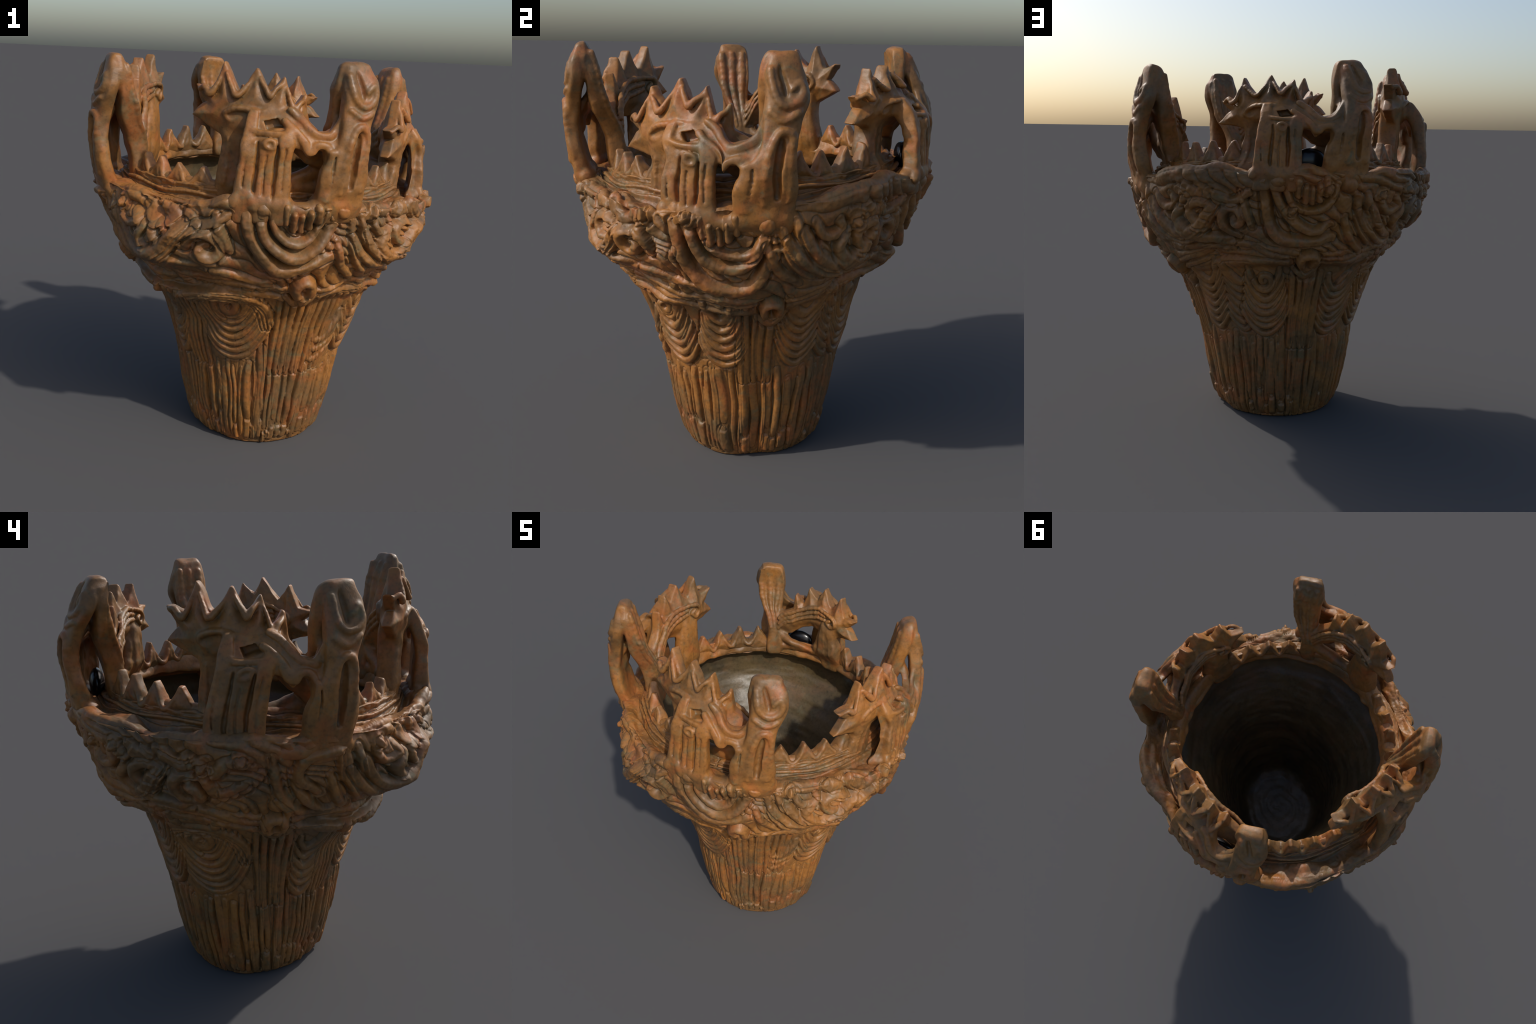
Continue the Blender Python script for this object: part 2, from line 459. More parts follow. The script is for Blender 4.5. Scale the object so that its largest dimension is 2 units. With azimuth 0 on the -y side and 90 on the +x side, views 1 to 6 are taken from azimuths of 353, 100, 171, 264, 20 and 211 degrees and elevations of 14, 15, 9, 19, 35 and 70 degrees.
    for d, z in ((24, 1.325), (32, 1.335), (-62, 1.34), (-53, 1.33)):
        cord([(h + d, z + .01), (h + d + rng.uniform(2, 4), z - .02), (h + d + rng.uniform(3, 6), z - .05)], .036, .028)
    spiral(h - 45, 1.18 + .02 * (hi == 2), .095, 1.35, .025, .040, start=1.0 + .8 * hi, flip=(1, -1, 1, -1)[hi])
    cord([(h - 42, 1.34), (h - 40, 1.24), (h - 38, 1.16)], .019, .034)
    cord([(h - 52, 1.33), (h - 46, 1.29), (h - 38, 1.34)], .020, .030)
    cord([(h - 60, 1.10), (h - 51, 1.06), (h - 42, 1.06), (h - 34, 1.03), (h - 24, 1.00)], .020, .026)
    cord([(h - 66, 1.26), (h - 70, 1.18), (h - 63, 1.10), (h - 55, 1.09), (h - 48, 1.07)], .025, .038)
    cord([(h - 57, 1.17), (h - 62, 1.19), (h - 63, 1.25), (h - 58, 1.28), (h - 54, 1.255)], .022, .034)
    cord([(h + 20, 1.02), (h + 32, 1.04), (h + 42, 1.02)], .018, .020)
    for o in (0, 1):
        cord([(h + 3 + 5 * o, 1.24 + .03 * o), (h + 10 + 4 * o, 1.13 + .02 * o), (h + 20 + 2 * o, 1.075 + .035 * o), (h + 30, 1.12 + .035 * o), (h + 36 - o, 1.21 + .02 * o), (h + 43 - 4 * o, 1.29)], .024, .042)
    for k in range(1):
        d = rng.uniform(-62, 34)
        z = rng.uniform(1.05, 1.30)
        cord([(h + d, z), (h + d + rng.uniform(-3, 6), z - rng.uniform(.03, .08)), (h + d + rng.uniform(-1, 8), z - rng.uniform(.05, .12))], .015, .022)

# --- knobs jutting from the bowl below the lip
for a_, z_ in ((31, 1.34), (70, 1.335), (83, 1.33), (134, 1.29), (176, 1.25), (188, 1.36), (210, 1.32), (223, 1.345), (250, 1.29), (261, 1.33), (303, 1.33)):
    s_ = float(np.interp(nominal_z(a_, z_), wz_mono, ws))
    sl_ = rng.uniform(-.02, .02)
    lay(np.array([a_ - 2.2, a_, a_ + 2.2]), np.array([s_ - sl_, s_, s_ + sl_]), .040, .020, .5)
    lay(np.array([a_ - .8, a_, a_ + .7]), np.array([s_ - .014, s_, s_ + .012]), .020, .038, .6)
# --- neck grooves and hatching on the shoulder pillow
sh0 = len(wall)
for dr_, hgt in ((0.004, .012), (0.022, .012), (0.040, .010)):
    s_line = np.interp(0.728 - dr_, top[::-1, 0], arc[len(wall):len(wall) + len(top)][::-1])
    aa = np.linspace(0, 359.9, 240)
    lay(aa, s_line + 0.006 * np.sin(aa * .21 + dr_ * 90), .0095, hgt, 1.0)
aa = np.linspace(0, 360, 361)
lay(aa, arc[len(wall) + len(top) - 1] - .004 + .010 * np.abs(np.sin((aa - 34.4) * math.pi / 11.3)), .011, .013, 1.0)
for h in HORN_AZ:
    for (d0, d1) in ((8, 16), (22, 32)):
        for d in np.arange(d0, d1, 0.9):
            s_mid = arc[len(wall) + int(len(top) * .22)]
            lay(np.array([h + d, h + d + .5, h + d + 1.6]), s_mid + np.array([-.018, 0, .02]), .0042, .0035, 1.0)

# --- ground between the cords: everything is worked, nothing is left smooth
U, V = AZ / 360.0, np.repeat((arc / arc[-1])[:, None], N_AZ, 1)
warp = 0.085 * lattice_noise(U, V, 16, 22, 31) + 0.035 * lattice_noise(U, V, 40, 48, 32)
ang_ = 2.2 * lattice_noise(U, V, 9, 8, 33)
flow = (arc[:, None] * np.cos(0.6) + AZ * DEG * 0.75 * np.sin(0.6) + warp)
rid = np.sqrt(np.abs(np.cos(flow * math.pi / 0.058)))
ground_w = (ZONE == 0) * (smooth01(0.90, 0.98, Z0) * 0.022 + smooth01(0.47, 0.56, Z0) * smooth01(0.93, 0.88, Z0) * 0.006)
ground = (rid - 0.55) * ground_w
RELIEF = np.where(RELIEF > 0.004, np.maximum(RELIEF, ground), ground + np.minimum(RELIEF, 0))
# --- lumps left by the fingers
outer = np.clip(smooth01(0.0, 0.06, Z0), 0.15, 1) * (ZONE < 3)
bowl_w = smooth01(0.86, 0.95, Z0) * (ZONE == 0) + 1.1 * (ZONE == 1)
lump = 0.0035 * lattice_noise(U, V, 60, 60, 1) + 0.0022 * lattice_noise(U, V, 150, 140, 2) + 0.0010 * lattice_noise(U, V, 400, 330, 3)
lump = lump * (0.45 + 1.0 * bowl_w) * outer + 0.016 * lattice_noise(U, V, 34, 34, 4) * bowl_w + (ZONE == 1) * (0.016 * lattice_noise(U, V, 26, 50, 14) + 0.010 * lattice_noise(U, V, 64, 110, 15)) * smooth01(0.70, 0.74, R0)
rings_ = 0.0016 * np.sin(R0 * 95 + AZ * DEG + 2 * lattice_noise(U, V, 9, 9, 12)) * smooth01(0.5, 0.15, Z0) + 0.0005 * np.sin(Z0 * 70 + 3 * lattice_noise(U, V, 8, 20, 13)) * smooth01(0.2, 0.5, Z0)
lump = np.where(ZONE == 3, (0.006 * lattice_noise(U, V, 12, 60, 5) + 0.003 * lattice_noise(U, V, 40, 160, 6)) * smooth01(0.1, 0.35, R0) + rings_, lump)
lump = lump * smooth01(0, 0.05, R0)
under = (ZONE == 2) * smooth01(1.43, 1.40, Z0)
lump = lump + under * 0.010 * lattice_noise(U, V, 70, 80, 8)
RELIEF = np.clip(RELIEF, -0.02, 0.05)
# bowl lip swells in and out
lip_w = np.select([ZONE == 0, ZONE == 1], [smooth01(1.08, 1.34, Z0), smooth01(0.72, 0.80, R0)], 0)
foot_w = (ZONE == 0) * smooth01(0.02, 0.20, R0) * smooth01(0.92, 0.62, Z0)
collar_w = (ZONE == 0) * smooth01(0.86, 0.95, Z0) * smooth01(1.14, 1.05, Z0)
bowl_o = (ZONE == 0) * smooth01(1.03, 1.15, Z0) * smooth01(1.36, 1.27, Z0)
in_w = (ZONE == 3) * smooth01(1.28, 1.05, Z0) * smooth01(0.02, 0.2, R0)
R1 = R0 + (LIP_R(AZ) - 0.874) * lip_w + FOOT_OFF(AZ) * foot_w + INNER_OFF(AZ) * in_w + RING_OFF(AZ) * np.where(ZONE == 2, smooth01(0.655, 0.615, R0), np.where(ZONE == 3, 0.5 * smooth01(1.30, 1.345, Z0), 0)) + COLLAR_OFF(AZ) * collar_w + NECK_OFF(AZ) * (ZONE == 0) * smooth01(0.62, 0.74, Z0) * smooth01(0.90, 0.865, Z0) + SEAM_OFF(AZ) * (ZONE == 0) * smooth01(0.872, 0.898, Z0) * smooth01(0.965, 0.925, Z0) + BOWL_OFF(AZ) * bowl_o
Z1 = Z0 + lift_grid()
n_wall = len(wall)
for c in range(N_AZ):          # the inside always keeps a wall's thickness from the outside
    zz = np.maximum.accumulate(Z1[n_flat:n_wall, c])
    m = (zone == 3) & (prof[:, 1] < 1.36)
    R1[m, c] = np.minimum(R1[m, c], np.maximum(np.interp(Z1[m, c], zz, R1[n_flat:n_wall, c]) - 0.035, 0))
tang = np.gradient(prof, axis=0)
tang /= np.maximum(np.linalg.norm(tang, axis=1), 1e-9)[:, None]
NR, NZ = np.repeat(tang[:, 1:], N_AZ, 1), np.repeat(-tang[:, :1], N_AZ, 1)
H_ = RELIEF + lump
R2 = np.maximum(R1 + NR * H_, 0)
Z2 = np.maximum(Z1 + NZ * H_, 0)
body_v = np.stack([R2 * np.sin(AZ * DEG), -R2 * np.cos(AZ * DEG), Z2], -1).reshape(-1, 3)
nr = len(prof)
J, I = np.meshgrid(np.arange(nr - 1), np.arange(N_AZ), indexing="ij")
I1 = (I + 1) % N_AZ
body_f = np.stack([J * N_AZ + I, J * N_AZ + I1, (J + 1) * N_AZ + I1, (J + 1) * N_AZ + I], -1).reshape(-1, 4)
body_n = vertex_normals(body_v, body_f)
row_kind = np.select([zone[:-1] == 0, zone[:-1] == 1, zone[:-1] == 2], [np.where(prof[:-1, 1] < 0.885, 0, 1), 2, 3], 4)
face_kind = np.repeat(row_kind, N_AZ)
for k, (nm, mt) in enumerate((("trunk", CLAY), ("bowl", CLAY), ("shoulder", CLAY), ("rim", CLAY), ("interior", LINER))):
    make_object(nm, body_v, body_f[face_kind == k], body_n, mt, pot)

# ----------------------------------------------------------------- clay modelling in a distance field
SR = 0.8                 # reference radius that turns degrees into metres
CELL = 0.0055


class Clay:
    def __init__(self, lo, hi):
        self.lo = np.array(lo, float)
        self.n = np.ceil((np.array(hi) - self.lo) / CELL).astype(int) + 1
        self.f = np.full(self.n, 0.06, np.float32)
        self.part = np.zeros(self.n, np.int16)
        self.pd = np.full(self.n, 0.06, np.float32)

    def window(self, p, pad):
        a = np.clip(np.floor((p.min(0) - pad - self.lo) / CELL).astype(int), 0, self.n - 1)
        b = np.clip(np.ceil((p.max(0) + pad - self.lo) / CELL).astype(int) + 1, 1, self.n)
        sl = tuple(slice(i, j) for i, j in zip(a, b))
        g = np.meshgrid(*[self.lo[k] + CELL * np.arange(a[k], b[k]) for k in range(3)], indexing="ij")
        return sl, np.stack(g, -1).astype(np.float32)

    def rod(self, pts, part, k=0.014, cut=False, smooth=True, box=2):
        """Tapered rod through rows (degrees, radius, z, half width along the rim, half depth)."""
        p = curve(pts, 0.34 if box == 2 else 0.17) if smooth else np.asarray(pts, float)
        c = np.stack([p[:, 0] * DEG * SR, p[:, 1], p[:, 2]], 1)
        ht, hr = p[:, 3], p[:, 4]
        for i in range(len(c) - 1):
            seg, m = c[i:i + 2], max(ht[i], ht[i + 1], hr[i], hr[i + 1])
            sl, g = self.window(seg, m + 0.03)
            if min(g.shape[:3]) == 0:
                continue
            A, d = seg[0], seg[1] - seg[0]
            q = g - A
            t = np.clip((q @ d.astype(np.float32)) / (d @ d + 1e-9), 0, 1)
            e = q - t[..., None] * d.astype(np.float32)
            R, T = hr[i] * (1 - t) + hr[i + 1] * t, ht[i] * (1 - t) + ht[i + 1] * t
            e[..., 0] *= R / T                                     # wide or narrow section
            dist = (np.linalg.norm(e, axis=-1) if box == 2 else (np.abs(e) ** box).sum(-1) ** (1.0 / box)) - R
            dist = dist * np.minimum(1.0, T / R)
            self.blend(sl, dist, part, k, cut)

    def plate(self, outline, r_mid, half_core, half_edge, part, k=0.012, edge=0.07, tooth_parts=(), lean=(9.0, 0.0), cut=False):
        """A slab standing along the rim: outline in (degrees, z), middle radius and half thickness
        may vary along it; it thins towards its edge.  tooth_parts: (part, three corners) regions."""
        o = np.array(outline, float)
        o[:, 0] *= DEG * SR
        lo = np.array([o[:, 0].min(), self.lo[1], o[:, 1].min()])
        hi = np.array([o[:, 0].max(), self.lo[1] + CELL * (self.n[1] - 1), o[:, 1].max()])
        sl, g = self.window(np.array([lo, hi]), 0.03)
        S, Z = g[:, 0, :, 0].astype(float), g[:, 0, :, 2].astype(float)

        def poly(o):
            d2, inside = np.full(S.shape, 9.0), np.zeros(S.shape, bool)
            for a, b in zip(o, np.roll(o, -1, 0)):
                e = b - a
                t = np.clip(((S - a[0]) * e[0] + (Z - a[1]) * e[1]) / (e @ e + 1e-12), 0, 1)
                d2 = np.minimum(d2, np.hypot(S - a[0] - t * e[0], Z - a[1] - t * e[1]))
                crosses = (a[1] > Z) != (b[1] > Z)
                inside ^= crosses & (S < a[0] + (Z - a[1]) / (b[1] - a[1] + 1e-12) * e[0])
            return np.where(inside, -d2, d2)
        d2 = poly(o)
        deg = S / SR / DEG
        core = smooth01(0, edge, -d2)
        half = half_edge + (half_core - half_edge) * core
        mid = np.interp(deg, *zip(*r_mid))
        mid = mid - lean[1] * np.maximum(Z - lean[0], 0)
        dr = np.abs(g[..., 1] - mid[:, None, :]) - half[:, None, :]
        d2 = np.repeat(d2[:, None, :], dr.shape[1], 1)
        kk = 0.012
        h = np.clip(0.5 - 0.5 * (d2 - dr) / kk, 0, 1)
        dist = (d2 * (1 - h) + dr * h + kk * h * (1 - h)).astype(np.float32)
        lab = np.full(S.shape, part)
        for p_, tri in tooth_parts:
            t_ = np.array(tri, float)
            t_[:, 0] *= DEG * SR
            lab = np.where(poly(t_) < 0.004, p_, lab)
        self.blend(sl, dist, np.repeat(lab[:, None, :], dr.shape[1], 1), k, cut)

    def blend(self, sl, d, part, k, cut=False):
        f = self.f[sl]
        if cut:
            d = -d
            h = np.clip(0.5 - 0.5 * (f - d) / k, 0, 1)
            self.f[sl] = f * (1 - h) + d * h + k * h * (1 - h)
            return
        h = np.clip(0.5 + 0.5 * (f - d) / k, 0, 1)
        self.f[sl] = f * (1 - h) + d * h - k * h * (1 - h)
        m = d < self.pd[sl]
        self.pd[sl] = np.where(m, d, self.pd[sl])
        self.part[sl] = np.where(m, part, self.part[sl])

    def surface(self):
        """Surface nets: one vertex per crossed cell, one quad per crossed edge."""
        f = self.f
        s = f < 0
        n = np.array(f.shape)
        acc = np.zeros((*(n - 1), 3), np.float32)
        cnt = np.zeros(n - 1, np.float32)
        quads = []
        for ax in range(3):
            o1, o2 = [i for i in range(3) if i != ax]
            a = [slice(None)] * 3
            b = [slice(None)] * 3
            a[ax], b[ax] = slice(0, -1), slice(1, None)
            fa, fb = f[tuple(a)], f[tuple(b)]
            cross = (fa < 0) != (fb < 0)
            idx = np.argwhere(cross)
            t = fa[cross] / (fa[cross] - fb[cross])
            pos = idx.astype(np.float32)
            pos[:, ax] += t
            for e1 in (0, 1):
                for e2 in (0, 1):
                    c = idx.copy()
                    c[:, o1] -= e1
                    c[:, o2] -= e2
                    ok = ((c >= 0) & (c < n - 1)).all(1)
                    np.add.at(acc, tuple(c[ok].T), pos[ok])
                    np.add.at(cnt, tuple(c[ok].T), 1)
            ok = (idx[:, o1] > 0) & (idx[:, o2] > 0) & (idx[:, o1] < n[o1] - 1) & (idx[:, o2] < n[o2] - 1)
            i_ = idx[ok]
            ring4 = []
            for e1, e2 in ((0, 0), (1, 0), (1, 1), (0, 1)):
                c = i_.copy()
                c[:, o1] -= e1
                c[:, o2] -= e2
                ring4.append(c)
            flip = (fa[cross][ok] < 0) ^ (ax == 1)
            quads.append((np.stack(ring4, 1), flip))
        used = cnt > 0
        ids = np.full(n - 1, -1, np.int64)
        ids[used] = np.arange(used.sum())
        v = acc[used] / cnt[used][:, None] * CELL + self.lo
        lab = self.part[:-1, :-1, :-1][used]
        faces = []
        for q, flip in quads:
            qq = ids[q[..., 0], q[..., 1], q[..., 2]]
            faces.append(np.where(flip[:, None], qq[:, ::-1], qq))
        return v, np.concatenate(faces), lab


def relax(v, f, times, lam=0.5):
    for _ in range(times):
        acc = np.zeros_like(v)
        deg = np.zeros(len(v))
        for i in range(4):
            a, b = f[:, i], f[:, (i + 1) % 4]
            for x, y in ((a, b), (b, a)):
                for k in range(3):
                    acc[:, k] += np.bincount(x, v[y, k], len(v))
                deg += np.bincount(x, minlength=len(v))
        v = v + lam * (acc / np.maximum(deg, 1)[:, None] - v)
    return v


PANEL, HORN, CREST, POST, SPIKE0 = 0, 1, 2, 3, 4

# per handle: height maps for crest side and horn side, crest tilt, radial shifts
HANDLES = (
    dict(zc=((1.3, 1.3), (2.1, 2.1)), zh=((1.3, 1.3), (2.1, 2.1)), tilt=0.0, rc=0.0, rlow=0.0, rtop=0.0),
    dict(zc=((1.3, 1.24), (1.42, 1.36), (1.655, 1.562), (1.72, 1.635), (1.955, 1.862), (2.1, 2.0)), zh=((1.3, 1.25), (1.42, 1.37), (1.57, 1.51), (1.72, 1.672), (1.93, 1.885), (2.0, 1.978), (2.1, 2.07)), tilt=0.0038, rc=0.005, rlow=0.004, rtop=-0.01),
    dict(zc=((1.3, 1.34), (1.45, 1.48), (1.655, 1.662), (1.955, 1.915), (2.1, 2.06)), zh=((1.3, 1.34), (1.42, 1.46), (1.72, 1.745), (1.93, 1.945), (2.0, 1.99), (2.1, 2.08)), tilt=0.0024, rc=-0.05, rlow=-0.006, rtop=-0.075),
    dict(zc=((1.3, 1.28), (1.42, 1.40), (1.655, 1.67), (1.955, 1.972), (2.1, 2.1)), zh=((1.3, 1.28), (1.42, 1.39), (1.72, 1.715), (2.0, 1.992), (2.1, 2.09)), tilt=0.0, rc=-0.03, rlow=0.010, rtop=0.0),
)
# the crest is a comb: tips of its six spikes and the notches between them, (degrees, z)
SPIKES = ((-56.8, 1.745), (-55.2, 1.880), (-43.6, 1.978), (-31.6, 1.960), (-22.0, 1.930), (-14.4, 1.862))
NOTCHES = ((-46.0, 1.690), (-50.6, 1.806), (-48.2, 1.862), (-38.0, 1.868), (-27.0, 1.866), (-18.6, 1.806), (-12.6, 1.752))


def comb_outline(tips, notches, chop=0.35, round_=1.6):
    """Zigzag with pointed (slightly chopped) tips and rounded notches."""
    pts = []
    for i, (x, z) in enumerate(notches):
        before = tips[i - 1] if i > 0 else None
        after = tips[i] if i < len(tips) else None
        for q in (before, after):
            if q is None:
                continue
            L = math.hypot((q[0] - x) * DEG * SR, q[1] - z)
            f = round_ * DEG * SR / L
            pts.append((x + f * (q[0] - x), z + .55 * f * (q[1] - z)))
            if q is before:
                pts.append((x, z - .002))
        if after is not None:
            c = chop * (0.6 + 0.8 * (i % 2))
            pts += [(after[0] - c, after[1]), (after[0] + c, after[1] - .003)]
    return pts


def build_handle(hi):
    cl = Clay((-66 * DEG * SR, 0.53, 1.26), (18 * DEG * SR, 0.99, 2.05))
    W = 1.0
    # horn: outer leg, inner leg - blunt-edged slabs, slanting top
    cl.rod([(-4.3, .800, 1.34, .094, .036), (-4.4, .830, 1.44, .090, .032), (-4.2, .852, 1.54, .088, .030), (-2.2, .860, 1.66, .056, .030), (-1.2, .856, 1.76, .056, .032), (.6, .836, 1.86, .072, .036), (.2, .806, 1.964, .062, .036)], HORN, .014, box=4)
    cl.rod([(-.6, .786, 1.960, .070, .036), (-.4, .758, 1.86, .076, .034), (-.8, .726, 1.75, .066, .032), (-2.4, .694, 1.65, .048, .032), (-3.4, .668, 1.56, .044, .036), (-3.8, .652, 1.42, .060, .042)], HORN, .016, box=4)
    cl.rod([(7.6, .66, 1.990, .036, .036), (8.2, .94, 1.975, .040, .040)], HORN, .02, cut=True, smooth=False)
    # web between the inner leg and the post leaves a small three-cornered hole
    cl.rod([(-4, .660, 1.55, .045, .030), (-9, .660, 1.512, .045, .028), (-15, .658, 1.482, .04, .028), (-23, .656, 1.458, .04, .028)], POST, .014)
    cl.rod([(-4, .658, 1.44, .03, .032), (-20, .656, 1.448, .03, .030), (-40, .656, 1.445, .03, .034)], POST, .014)
    cl.rod([(-33.5, .662, 1.66, .03, .032), (-31.5, .660, 1.56, .035, .028), (-31.0, .658, 1.45, .05, .030)], POST, .014)
    # front of the handle: one leaning slab - pilaster panel, bridge with its deep notch, arched opening
    front = [(-33.6, 1.775), (-27, 1.800), (-19.5, 1.805), (-16.2, 1.775), (-14.2, 1.722), (-12.6, 1.708), (-9.2, 1.708), (-7.2, 1.722), (-5, 1.775), (-2, 1.80), (-2, 1.58), (-10.2, 1.58),
             (-10.8, 1.622), (-13.0, 1.630), (-15.4, 1.594), (-17.2, 1.632), (-19.6, 1.640), (-20.6, 1.60), (-20.8, 1.34), (-35.5, 1.34), (-34.6, 1.50)]
    cl.plate(front, ((-36, .790), (-33, .802), (-28, .814), (-22, .822), (-15, .828), (-9, .834), (-2, .842)), .030, .020, PANEL, .012, .04, lean=(1.655, .62))
    cl.plate([(-28.6, 1.744), (-24.6, 1.756), (-22.6, 1.722), (-27.6, 1.706)], ((-40, .78), (0, .78)), .20, .20, PANEL, .004, .01, cut=True)
    cl.rod([(-32.2, .750, 1.765, .026, .026), (-32.8, .790, 1.690, .030, .028), (-33.4, .812, 1.56, .036, .030), (-34.0, .812, 1.44, .040, .034), (-34.5, .806, 1.34, .044, .036)], PANEL, .006, box=4)
    cl.rod([(-27.2, .822, 1.650, .034, .024), (-27.8, .822, 1.55, .033, .026), (-28.3, .820, 1.44, .036, .030), (-28.6, .812, 1.34, .038, .034)], PANEL, .006, box=4)
    cl.rod([(-20.5, .808, 1.700, .028, .027), (-22.2, .828, 1.655, .031, .028), (-22.6, .828, 1.56, .031, .029), (-22.9, .824, 1.44, .034, .032), (-23, .814, 1.34, .036, .036)], PANEL, .006, box=4)
    ringpts = [(-27 + 1.5 * math.cos(t), .845, 1.652 + .020 * math.sin(t), .009, .008) for t in np.linspace(0, 2 * math.pi, 9)]
    cl.rod(ringpts, PANEL, .006)
    # feet merge into the shoulder, sill under the opening
    cl.rod([(-37, .795, 1.395, .035, .030), (-28, .812, 1.400, .04, .040), (-21, .815, 1.395, .035, .034)], PANEL, .02)
    cl.rod([(-22, .820, 1.372, .03, .032), (-15, .824, 1.366, .03, .032), (-9, .822, 1.372, .03, .032)], PANEL, .014)
    cl.rod([(-11, .805, 1.385, .035, .032), (-4, .812, 1.388, .05, .036), (2, .795, 1.375, .035, .030)], PANEL, .03)
    # crest plate with its spikes, and the post under its head
    tips = [(x + rng.uniform(-.7, .7), z + rng.uniform(-.008, .004)) for x, z in SPIKES]
    line = comb_outline(tips, NOTCHES) + [(-8.5, 1.700), (-5, 1.665), (-2.6, 1.62), (-2.6, 1.50), (-8.5, 1.535), (-13, 1.556), (-18.5, 1.612), (-24.5, 1.642), (-31, 1.632), (-34, 1.640), (-42, 1.655)]
    mids = ((-58, .682), (-50, .674), (-43, .674), (-35, .688), (-26, .702), (-18, .706), (-12, .696), (-7, .680), (-3, .664))
    cl.plate(line, mids, .056, .026, CREST, .012, .075, [(SPIKE0 + i, (NOTCHES[i], tips[i], NOTCHES[i + 1])) for i in range(6)])
    cl.rod([(-38.8, .668, 1.72, .066, .046), (-38.2, .664, 1.64, .062, .042), (-38.8, .660, 1.55, .072, .040), (-39.4, .656, 1.40, .092, .044)], POST, .020, box=4)
    for x in (-41.5, -37.5):
        cl.rod([(x + .4, .712, 1.66, .013, .012), (x, .705, 1.56, .014, .012), (x - 1.2, .703, 1.45, .016, .013)], POST, .005)
        cl.rod([(x + .4, .620, 1.66, .012, .011), (x + .2, .620, 1.56, .013, .011), (x - .6, .616, 1.47, .014, .012)], POST, .005)
    # low cords on the outer face lining the notches between the spikes
    for a, b, n_ in zip(tips[1:-1], tips[2:], NOTCHES[2:-1]):
        rm = float(np.interp(n_[0], *zip(*mids)))
        cl.rod([(.80 * a[0] + .20 * n_[0], rm + .026, .66 * a[1] + .34 * n_[1] - .012, .009, .009), (.35 * a[0] + .65 * n_[0], rm + .044, n_[1] + .008, .012, .011), (n_[0], rm + .054, n_[1] - .022, .014, .012), (.35 * b[0] + .65 * n_[0], rm + .044, n_[1] + .008, .012, .011), (.80 * b[0] + .20 * n_[0], rm + .026, .66 * b[1] + .34 * n_[1] - .012, .009, .009)], CREST, .008)
    cl.rod([(-22, .758, 1.762, .014, .014), (-32, .750, 1.782, .015, .014), (-39, .738, 1.788, .015, .014), (-42.5, .728, 1.765, .014, .014), (-40.5, .724, 1.735, .014, .014), (-37, .726, 1.740, .014, .014)], CREST, .006)
    cl.rod([(-20.5, .775, 1.792, .014, .013), (-17.4, .792, 1.760, .015, .014), (-15, .818, 1.712, .016, .015), (-12.6, .834, 1.690, .016, .015), (-9.4, .840, 1.690, .016, .015), (-7, .838, 1.712, .016, .015), (-5, .850, 1.765, .016, .015)], PANEL, .004, box=3)
    cl.rod([(-22.6, .802, 1.748, .014, .014), (-19.5, .826, 1.704, .016, .015), (-17.2, .846, 1.664, .016, .015), (-15.5, .852, 1.625, .016, .014), (-13.4, .852, 1.650, .015, .014), (-10.5, .856, 1.648, .016, .014), (-8.5, .864, 1.60, .016, .014)], PANEL, .004, box=3)
    cl.rod([(-33, .800, 1.712, .012, .012), (-30, .816, 1.700, .013, .012), (-26, .826, 1.694, .013, .012), (-21.5, .832, 1.692, .014, .013)], PANEL, .004, box=3)
    # cords along the inner face, ending in a curl
    for k in range(3):
        o = (k - 1) * .034
        cl.rod([(-5.5, .628, 1.610 + o, .012, .011), (-11, .642, 1.685 + o, .014, .013), (-19, .650, 1.742 + o, .014, .013), (-28, .640, 1.780 + o, .014, .013), (-36, .624, 1.795 + o * .8, .013, .012)], CREST, .006)
    cl.rod([(-36, .620, 1.825, .013, .012), (-42, .612, 1.820, .013, .012), (-44.5, .612, 1.785, .013, .012), (-41.5, .612, 1.750, .013, .012), (-38.5, .614, 1.770, .013, .012), (-40.5, .612, 1.790, .012, .012)], CREST, .006)
    # ribs on the back of the horn
    for k in range(3):
        o = (k - 1) * 4.2
        cl.rod([(.2 + o, .742, 1.950, .018, .014), (.4 + o, .716, 1.85, .021, .015), (.2 + o * .9, .688, 1.75, .019, .015), (-1.6 + o * .6, .655, 1.65, .016, .014), (-3.2 + o * .5, .632, 1.57, .013, .012)], HORN, .005)
    # relief on the face of the horn: looped cord around a slot, curl above
    cl.rod([(-9.0, .874, 1.62, .018, .016), (-9.6, .858, 1.50, .020, .016), (-9.6, .852, 1.42, .022, .018)], HORN, .006)
    cl.rod([(-5.6, .862, 1.45, .016, .017), (-5.4, .876, 1.56, .016, .017), (-4.0, .890, 1.67, .016, .017), (-1.4, .896, 1.730, .016, .017), (1.3, .890, 1.70, .015, .017), (1.3, .878, 1.60, .016, .017), (.8, .864, 1.46, .017, .017)], HORN, .006)
    cl.rod([(-2.4, .880, 1.49, .014, .030), (-2.2, .890, 1.60, .016, .030), (-1.4, .900, 1.68, .013, .028)], HORN, .006, cut=True)
    cl.rod([(-3.6, .848, 1.945, .016, .017), (-3.2, .870, 1.88, .016, .017), (-1.2, .882, 1.825, .016, .017), (2.6, .880, 1.825, .015, .017), (4.6, .870, 1.865, .015, .017), (3.8, .860, 1.905, .015, .016), (1.8, .870, 1.880, .013, .015)], HORN, .006)
    cl.rod([(-1.0, .868, 1.95, .013, .026), (.2, .886, 1.87, .012, .024)], HORN, .006, cut=True)
    cl.rod([(-4.0, .884, 1.80, .015, .014), (-.6, .890, 1.768, .015, .014), (3.0, .884, 1.795, .015, .014)], HORN, .006)
    cl.rod([(-30.2, .842, 1.65, .006, .022), (-30.8, .848, 1.50, .008, .022), (-31.2, .850, 1.43, .005, .018)], PANEL, .005, cut=True)
    cl.rod([(-24.8, .848, 1.63, .006, .022), (-25.2, .852, 1.54, .008, .022), (-25.8, .854, 1.43, .005, .018)], PANEL, .005, cut=True)
